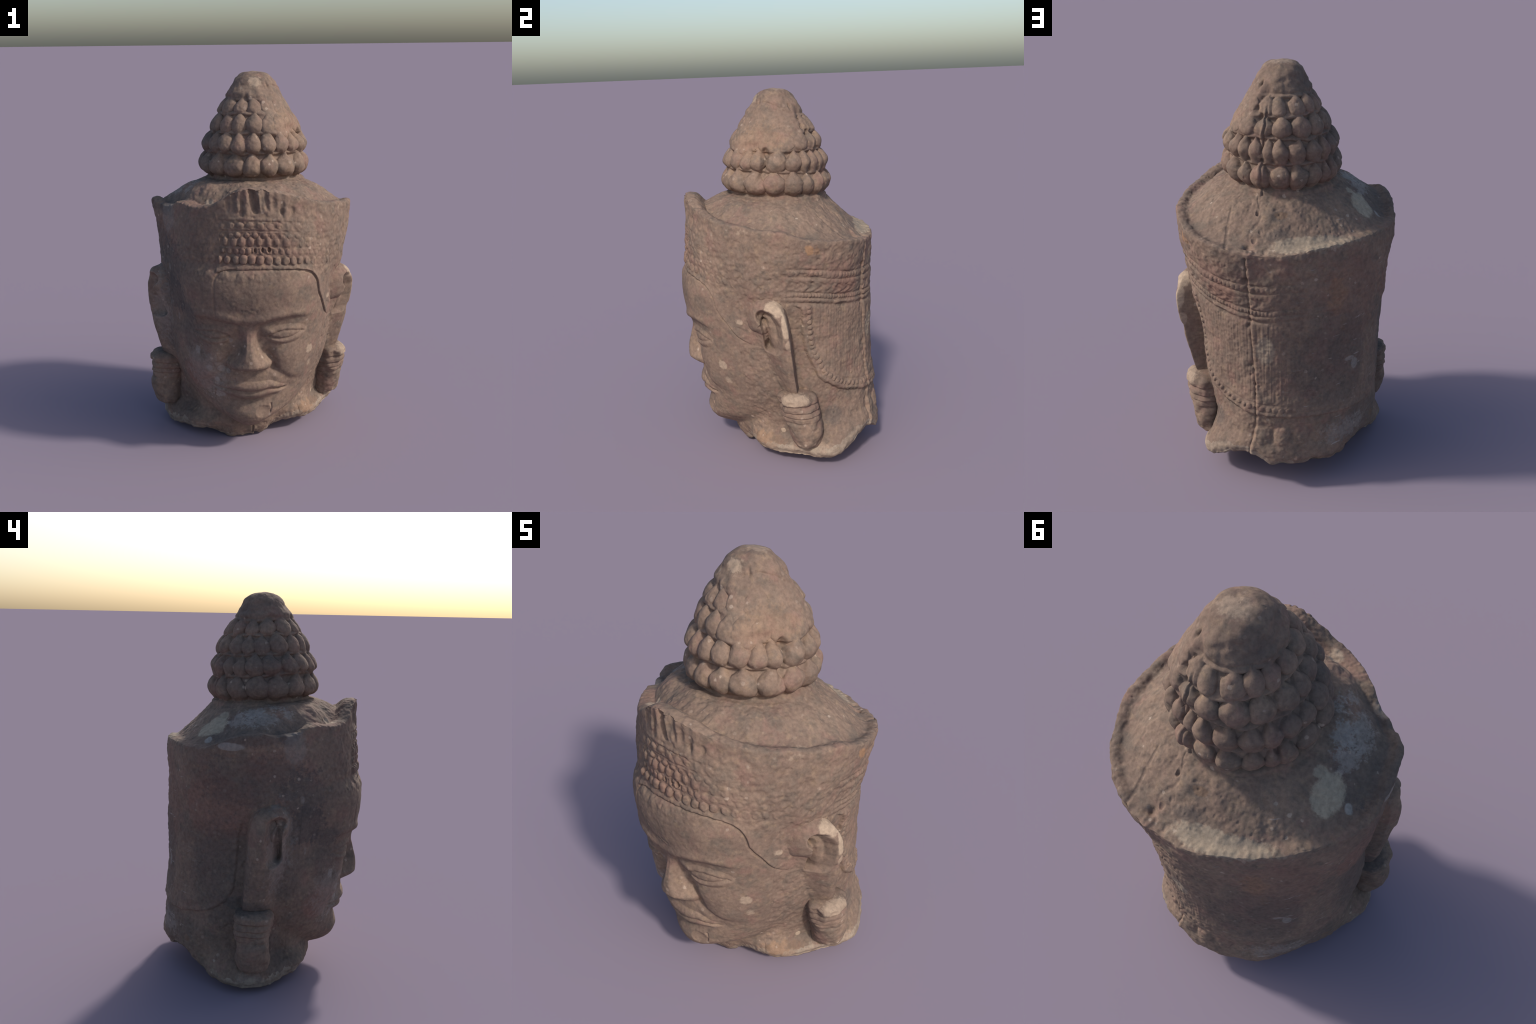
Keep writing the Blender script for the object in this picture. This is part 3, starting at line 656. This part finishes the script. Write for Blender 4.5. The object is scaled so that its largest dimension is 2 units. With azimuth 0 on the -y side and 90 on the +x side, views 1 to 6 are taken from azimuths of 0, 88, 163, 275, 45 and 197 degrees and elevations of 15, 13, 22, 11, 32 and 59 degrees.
OCHRE = [((0.558, 0.127, 1.218), (0.02, 0.022, 0.024), 0.6, 1.2), ((0.54, 0.17, 1.22), (0.02, 0.015, 0.03), 0.35, 1.3), ((-0.09, 0.495, 0.99), (0.05, 0.03, 0.10), 0.30, 1.8), ((0.25, -0.10, 1.74), (0.12, 0.14, 0.09), 0.14, 1.0),
         ((0.14, 0.33, 1.345), (0.03, 0.02, 0.02), 0.5, 0.8), ((-0.12, 0.49, 0.85), (0.015, 0.03, 0.05), 0.25, 1.2), ((0.36, -0.15, 0.10), (0.12, 0.14, 0.07), 0.30, 0.9), ((-0.35, 0.35, 0.22), (0.02, 0.03, 0.02), 0.4, 0.6)]
RED = [((-0.46, 0.20, 0.95), (0.12, 0.22, 0.16), 0.5, 0.8), ((0.42, 0.32, 1.0), (0.10, 0.08, 0.05), 0.45, 0.8), ((-0.30, -0.36, 0.42), (0.12, 0.12, 0.10), 0.5, 0.6),
       ((-0.43, -0.10, 1.17), (0.12, 0.20, 0.09), 0.4, 0.8), ((-0.2, 0.46, 0.95), (0.20, 0.10, 0.25), 0.3, 0.8), ((0.1, -0.5, 1.18), (0.12, 0.05, 0.10), 0.25, 0.6)]

def sandstone(name, fresh=0.0):
    mat = bpy.data.materials.new(name)
    N = Nodes(mat)
    co = N.new('ShaderNodeTexCoord').outputs['Object']
    n_big = N.noise(co, 3.2, 4.0, 0.6)
    n_mid = N.noise(co, 13.0, 4.0, 0.6)
    n_sm = N.noise(co, 55.0, 3.0, 0.6)
    n_gr = N.noise(co, 210.0, 2.0, 0.6)
    # ragged edge field shared by every patch
    rag = N.math('SUBTRACT', N.math('ADD', N.math('MULTIPLY', N.noise(co, 26.0, 5.0, 0.65), 0.6), N.math('MULTIPLY', N.noise(co, 75.0, 3.0, 0.65), 0.4)), 0.5)
    col = N.mix(N.ramp(n_big, 0.36, 0.66), rgb(*BASE_A), rgb(*BASE_B))
    col = N.mix(N.ramp(n_mid, 0.42, 0.72, 0, 0.75), col, rgb(*BASE_C))
    sp = N.new('ShaderNodeMapping'); N.link(co, sp.inputs['Vector']); sp.inputs['Location'].default_value = (3.1, 1.7, 5.2)
    col = N.mix(N.ramp(N.noise(sp.outputs[0], 8.0, 5.0, 0.65), 0.50, 0.68, 0, 0.7), col, rgb(*BASE_D))
    col = N.mix(N.ramp(N.noise(sp.outputs[0], 30.0, 4.0, 0.6), 0.52, 0.70, 0, 0.6), col, rgb(0.255, 0.178, 0.122))
    def patches(col, lst, colour):
        for (c, r, st, rg) in lst:
            v = N.vmath('SUBTRACT', co, c)
            v = N.vmath('DIVIDE', v, r)
            dd = N.vmath('LENGTH', v, (0, 0, 0))
            dd = N.math('ADD', dd, N.math('MULTIPLY', rag, 2.2 * rg))
            e = 0.10 + 0.12 * rg
            col = N.mix(N.ramp(dd, 1.0 + e, 1.0 - e, 0, st), col, rgb(*colour))
        return col
    col = patches(col, RED, (0.235, 0.125, 0.095))
    col = patches(col, OCHRE, (0.30, 0.165, 0.085))
    col = patches(col, DARK, (0.085, 0.075, 0.070))
    col = patches(col, PALE, (0.40, 0.305, 0.225))
    col = patches(col, GREY, (0.30, 0.265, 0.235))
    col = patches(col, TAN, (0.35, 0.290, 0.215))
    if fresh:
        col = N.mix(N.ramp(n_mid, 0.34, 0.60, fresh, fresh * 0.35), col, rgb(0.305, 0.250, 0.195))
    # scattered pale scuffs, dark specks, horizontal scratches at the back
    vor = N.new('ShaderNodeTexVoronoi'); N.link(co, vor.inputs['Vector']); vor.inputs['Scale'].default_value = 17.0
    scuff = N.math('MULTIPLY', N.ramp(N.math('ADD', vor.outputs['Distance'], N.math('MULTIPLY', rag, 0.5)), 0.17, 0.09), N.ramp(n_big, 0.46, 0.60, 0.12, 0.65))
    col = N.mix(scuff, col, rgb(0.42, 0.33, 0.26))
    mp = N.new('ShaderNodeMapping'); N.link(co, mp.inputs['Vector']); mp.inputs['Scale'].default_value = (9, 9, 95); mp.inputs['Rotation'].default_value = (0.12, -0.08, 0)
    scr = N.noise(mp.outputs[0], 1.0, 2.0, 0.5)
    sep = N.new('ShaderNodeSeparateXYZ'); N.link(co, sep.inputs[0])
    back = N.math('MULTIPLY', N.ramp(sep.outputs['Y'], 0.25, 0.42), N.ramp(sep.outputs['X'], 0.22, 0.0))
    col = N.mix(N.math('MULTIPLY', N.ramp(scr, 0.69, 0.74, 0, 0.5), back), col, rgb(0.42, 0.38, 0.35))
    col = N.mix(N.ramp(n_sm, 0.30, 0.56, 0.42, 0), col, N.mix(1.0, col, rgb(0.60, 0.58, 0.58), 'MULTIPLY'))
    col = N.mix(N.ramp(n_sm, 0.48, 0.76, 0, 0.45), col, N.mix(1.0, col, rgb(1.35, 1.32, 1.28), 'MULTIPLY'))
    col = N.mix(N.ramp(n_gr, 0.30, 0.48, 0.40, 0), col, N.mix(1.0, col, rgb(0.72, 0.71, 0.70), 'MULTIPLY'))
    b = N.new('ShaderNodeBsdfPrincipled')
    N.link(col, b.inputs['Base Color'])
    b.inputs['Roughness'].default_value = 0.9
    b.inputs['Specular IOR Level'].default_value = 0.25
    h = N.math('ADD', N.math('MULTIPLY', n_sm, 0.6), N.math('MULTIPLY', n_gr, 0.4))
    bp = N.new('ShaderNodeBump'); bp.inputs['Strength'].default_value = 0.35; bp.inputs['Distance'].default_value = 0.004
    N.link(h, bp.inputs['Height']); N.link(bp.outputs[0], b.inputs['Normal'])
    o = N.new('ShaderNodeOutputMaterial'); N.link(b.outputs[0], o.inputs['Surface'])
    return mat

BASE_A = (0.185, 0.128, 0.099)
BASE_B = (0.250, 0.174, 0.129)
BASE_C = (0.128, 0.102, 0.083)
BASE_D = (0.222, 0.134, 0.106)

# ---------------------------------------------------------------- objects
def make_object(name, V, F, mat, parent, normals=None):
    me = bpy.data.meshes.new(name)
    me.from_pydata([], [], [])
    me.vertices.add(len(V)); me.vertices.foreach_set('co', np.ascontiguousarray(V, np.float32).ravel())
    if isinstance(F, np.ndarray):
        k = F.shape[1]; loops = F.ravel(); starts = np.arange(len(F)) * k
    else:
        loops = np.concatenate(F); starts = np.cumsum([0] + [len(f) for f in F[:-1]])
    me.loops.add(len(loops)); me.loops.foreach_set('vertex_index', loops.astype(np.int32))
    me.polygons.add(len(starts)); me.polygons.foreach_set('loop_start', starts.astype(np.int32))
    me.update(calc_edges=True)
    me.validate()
    me.polygons.foreach_set('use_smooth', np.ones(len(me.polygons), bool))
    if normals is not None:
        me.normals_split_custom_set_from_vertices(np.ascontiguousarray(normals, np.float32))
    me.materials.append(mat)
    ob = bpy.data.objects.new(name, me)
    bpy.context.scene.collection.objects.link(ob)
    ob.parent = parent
    return ob

def region_labels(th, P):
    """name of the part each grid cell belongs to"""
    R, C = P.shape[:2]
    azd = np.degrees(th)[None, :] + 0 * P[:, :, 0]
    z = P[:, :, 2]; x = P[:, :, 0]
    a360 = np.where(azd < 0, azd + 360, azd)
    names = ['broken_base', 'neck', 'face', 'nose', 'mouth', 'eye', 'eye', 'ear', 'ear', 'diadem', 'nape_panel', 'crown_cap', 'topknot']
    L = np.zeros((R, C), int)
    L[iC:iT] = 11; L[iT:] = 12
    w = np.zeros((R, C), bool); w[iW:iC] = True
    jaw = curve(np.abs(azd), [0, 15, 30, 45, 60, 75, 90, 180], [0.105, 0.115, 0.16, 0.21, 0.27, 0.36, 0.42, 0.42])
    L[w] = 1
    L[w & (z > jaw) & (np.abs(azd) < 92)] = 2
    L[w & (hair_side(azd, z) > 0) & (azd < 72) & (azd > -92) & (z > 0.6)] = 9
    L[w & (z > 0.93)] = np.where(L[w & (z > 0.93)] == 2, 2, 9)
    zp = curve(a360, [p[0] for p in PANEL], [p[1] for p in PANEL])
    zg = curve(a360, BAND_A, BAND_Z)
    L[w & (z > zp) & (z < zg) & (a360 > 99) & (a360 < 262)] = 10
    L[w & (z >= zg) & (a360 > 86) & (a360 < 275)] = 9
    q = P.reshape(-1, 3)
    rag = fbm(q, [(0.06, 0.020), (0.025, 0.012), (0.012, 0.006)], 91).reshape(R, C)
    wide = around(th, [-180, -150, -110, -90, -60, -30, 0, 30, 60, 90, 120, 150], [0.0, 0.005, 0.03, 0.05, 0.035, 0.03, 0.02, 0.035, 0.045, 0.05, 0.055, 0.03])
    L[w & (z - P[iW, :, 2][None, :] < wide[None, :] + rag)] = 0
    ax = np.abs(x - 0.006)
    front = w & (np.abs(azd) < 50)
    L[front & (z > 0.485) & (z < 0.76) & (ax < curve(z, [0.46, 0.53, 0.57, 0.62, 0.68, 0.76], [0.12, 0.125, 0.10, 0.074, 0.056, 0.04]))] = 3
    L[front & ((ax / 0.2) ** 2 + ((z - 0.378) / 0.068) ** 2 < 1)] = 4
    L[front & (((ax - 0.182) / 0.115) ** 2 + ((z - 0.695) / 0.055) ** 2 < 1) & (x > 0)] = 5
    L[front & (((ax - 0.182) / 0.115) ** 2 + ((z - 0.695) / 0.055) ** 2 < 1) & (x < 0)] = 6
    e = np.zeros((R, C)); e[w] = _cache['ear'].ravel()
    L[w & (e > 0.010) & (z > 0.42)] = 7
    L[w & (e < -0.010) & (z > 0.42)] = 8
    bid = np.full((R, C), -1); bid[iT:] = _cache['bid']
    L = np.where(bid >= 0, 100 + bid, L)
    return L, names

def build():
    root = bpy.data.objects.new('stone_head', None)
    bpy.context.scene.collection.objects.link(root)
    root['label'] = 'weathered brown sandstone head with diadem and tiered topknot'
    root['category'] = 'stone sculpture'
    mat = sandstone('weathered_sandstone')
    fresh = sandstone('broken_sandstone', 0.8)
    th, P = final_grid()
    s = _cache['sign']
    n = mesh_normals(P) * s
    R, C = P.shape[:2]
    n[0] = (0, 0, -1); n[-1] = (0, 0, 1)
    L, names = region_labels(th, P)
    idx = np.arange(R * C).reshape(R, C)
    a = idx[:-1]; b = np.roll(idx, -1, 1)[:-1]; c = np.roll(idx, -1, 1)[1:]; d = idx[1:]
    quads = np.stack([a, b, c, d], 2).reshape(-1, 4)
    V = P.reshape(-1, 3); Nn = n.reshape(-1, 3)
    # orientation check: wall quads must face outwards
    f = quads[(iW + 100) * C]
    fn = np.cross(V[f[1]] - V[f[0]], V[f[3]] - V[f[0]])
    flip = np.dot(fn, Nn[f[0]]) < 0
    if flip:
        quads = quads[:, ::-1]
    lab = L[:-1].reshape(-1)
    topknot = None
    order = sorted(set(lab.tolist()))
    for k in order:
        F = quads[lab == k]
        if len(F) < 12 and k >= 100:
            continue
        used, inv = np.unique(F.ravel(), return_inverse=True)
        F2 = inv.reshape(-1, 4)
        nm = 'lotus_bud' if k >= 100 else names[k]
        if k in (0, 12):                                   # close the pole
            ring = idx[0] if k == 0 else idx[-1]
            loc = np.searchsorted(used, ring)
            loc = loc[::-1] if (flip ^ (k == 0)) else loc
            F2 = list(F2) + [loc]
        ob = make_object(nm, V[used], F2, fresh if k == 0 else mat, topknot if k >= 100 else root, Nn[used])
        if k == 12:
            topknot = ob
    for side in (1, -1):
        Q = pendant_grid(side)
        nv, nu = Q.shape[:2]
        i = np.arange(nv * nu).reshape(nv, nu)
        F = np.stack([i[:-1], np.roll(i, -1, 1)[:-1], np.roll(i, -1, 1)[1:], i[1:]], 2).reshape(-1, 4)[:, ::-1]
        make_object('ear_pendant', Q.reshape(-1, 3), F, mat, root)

build()
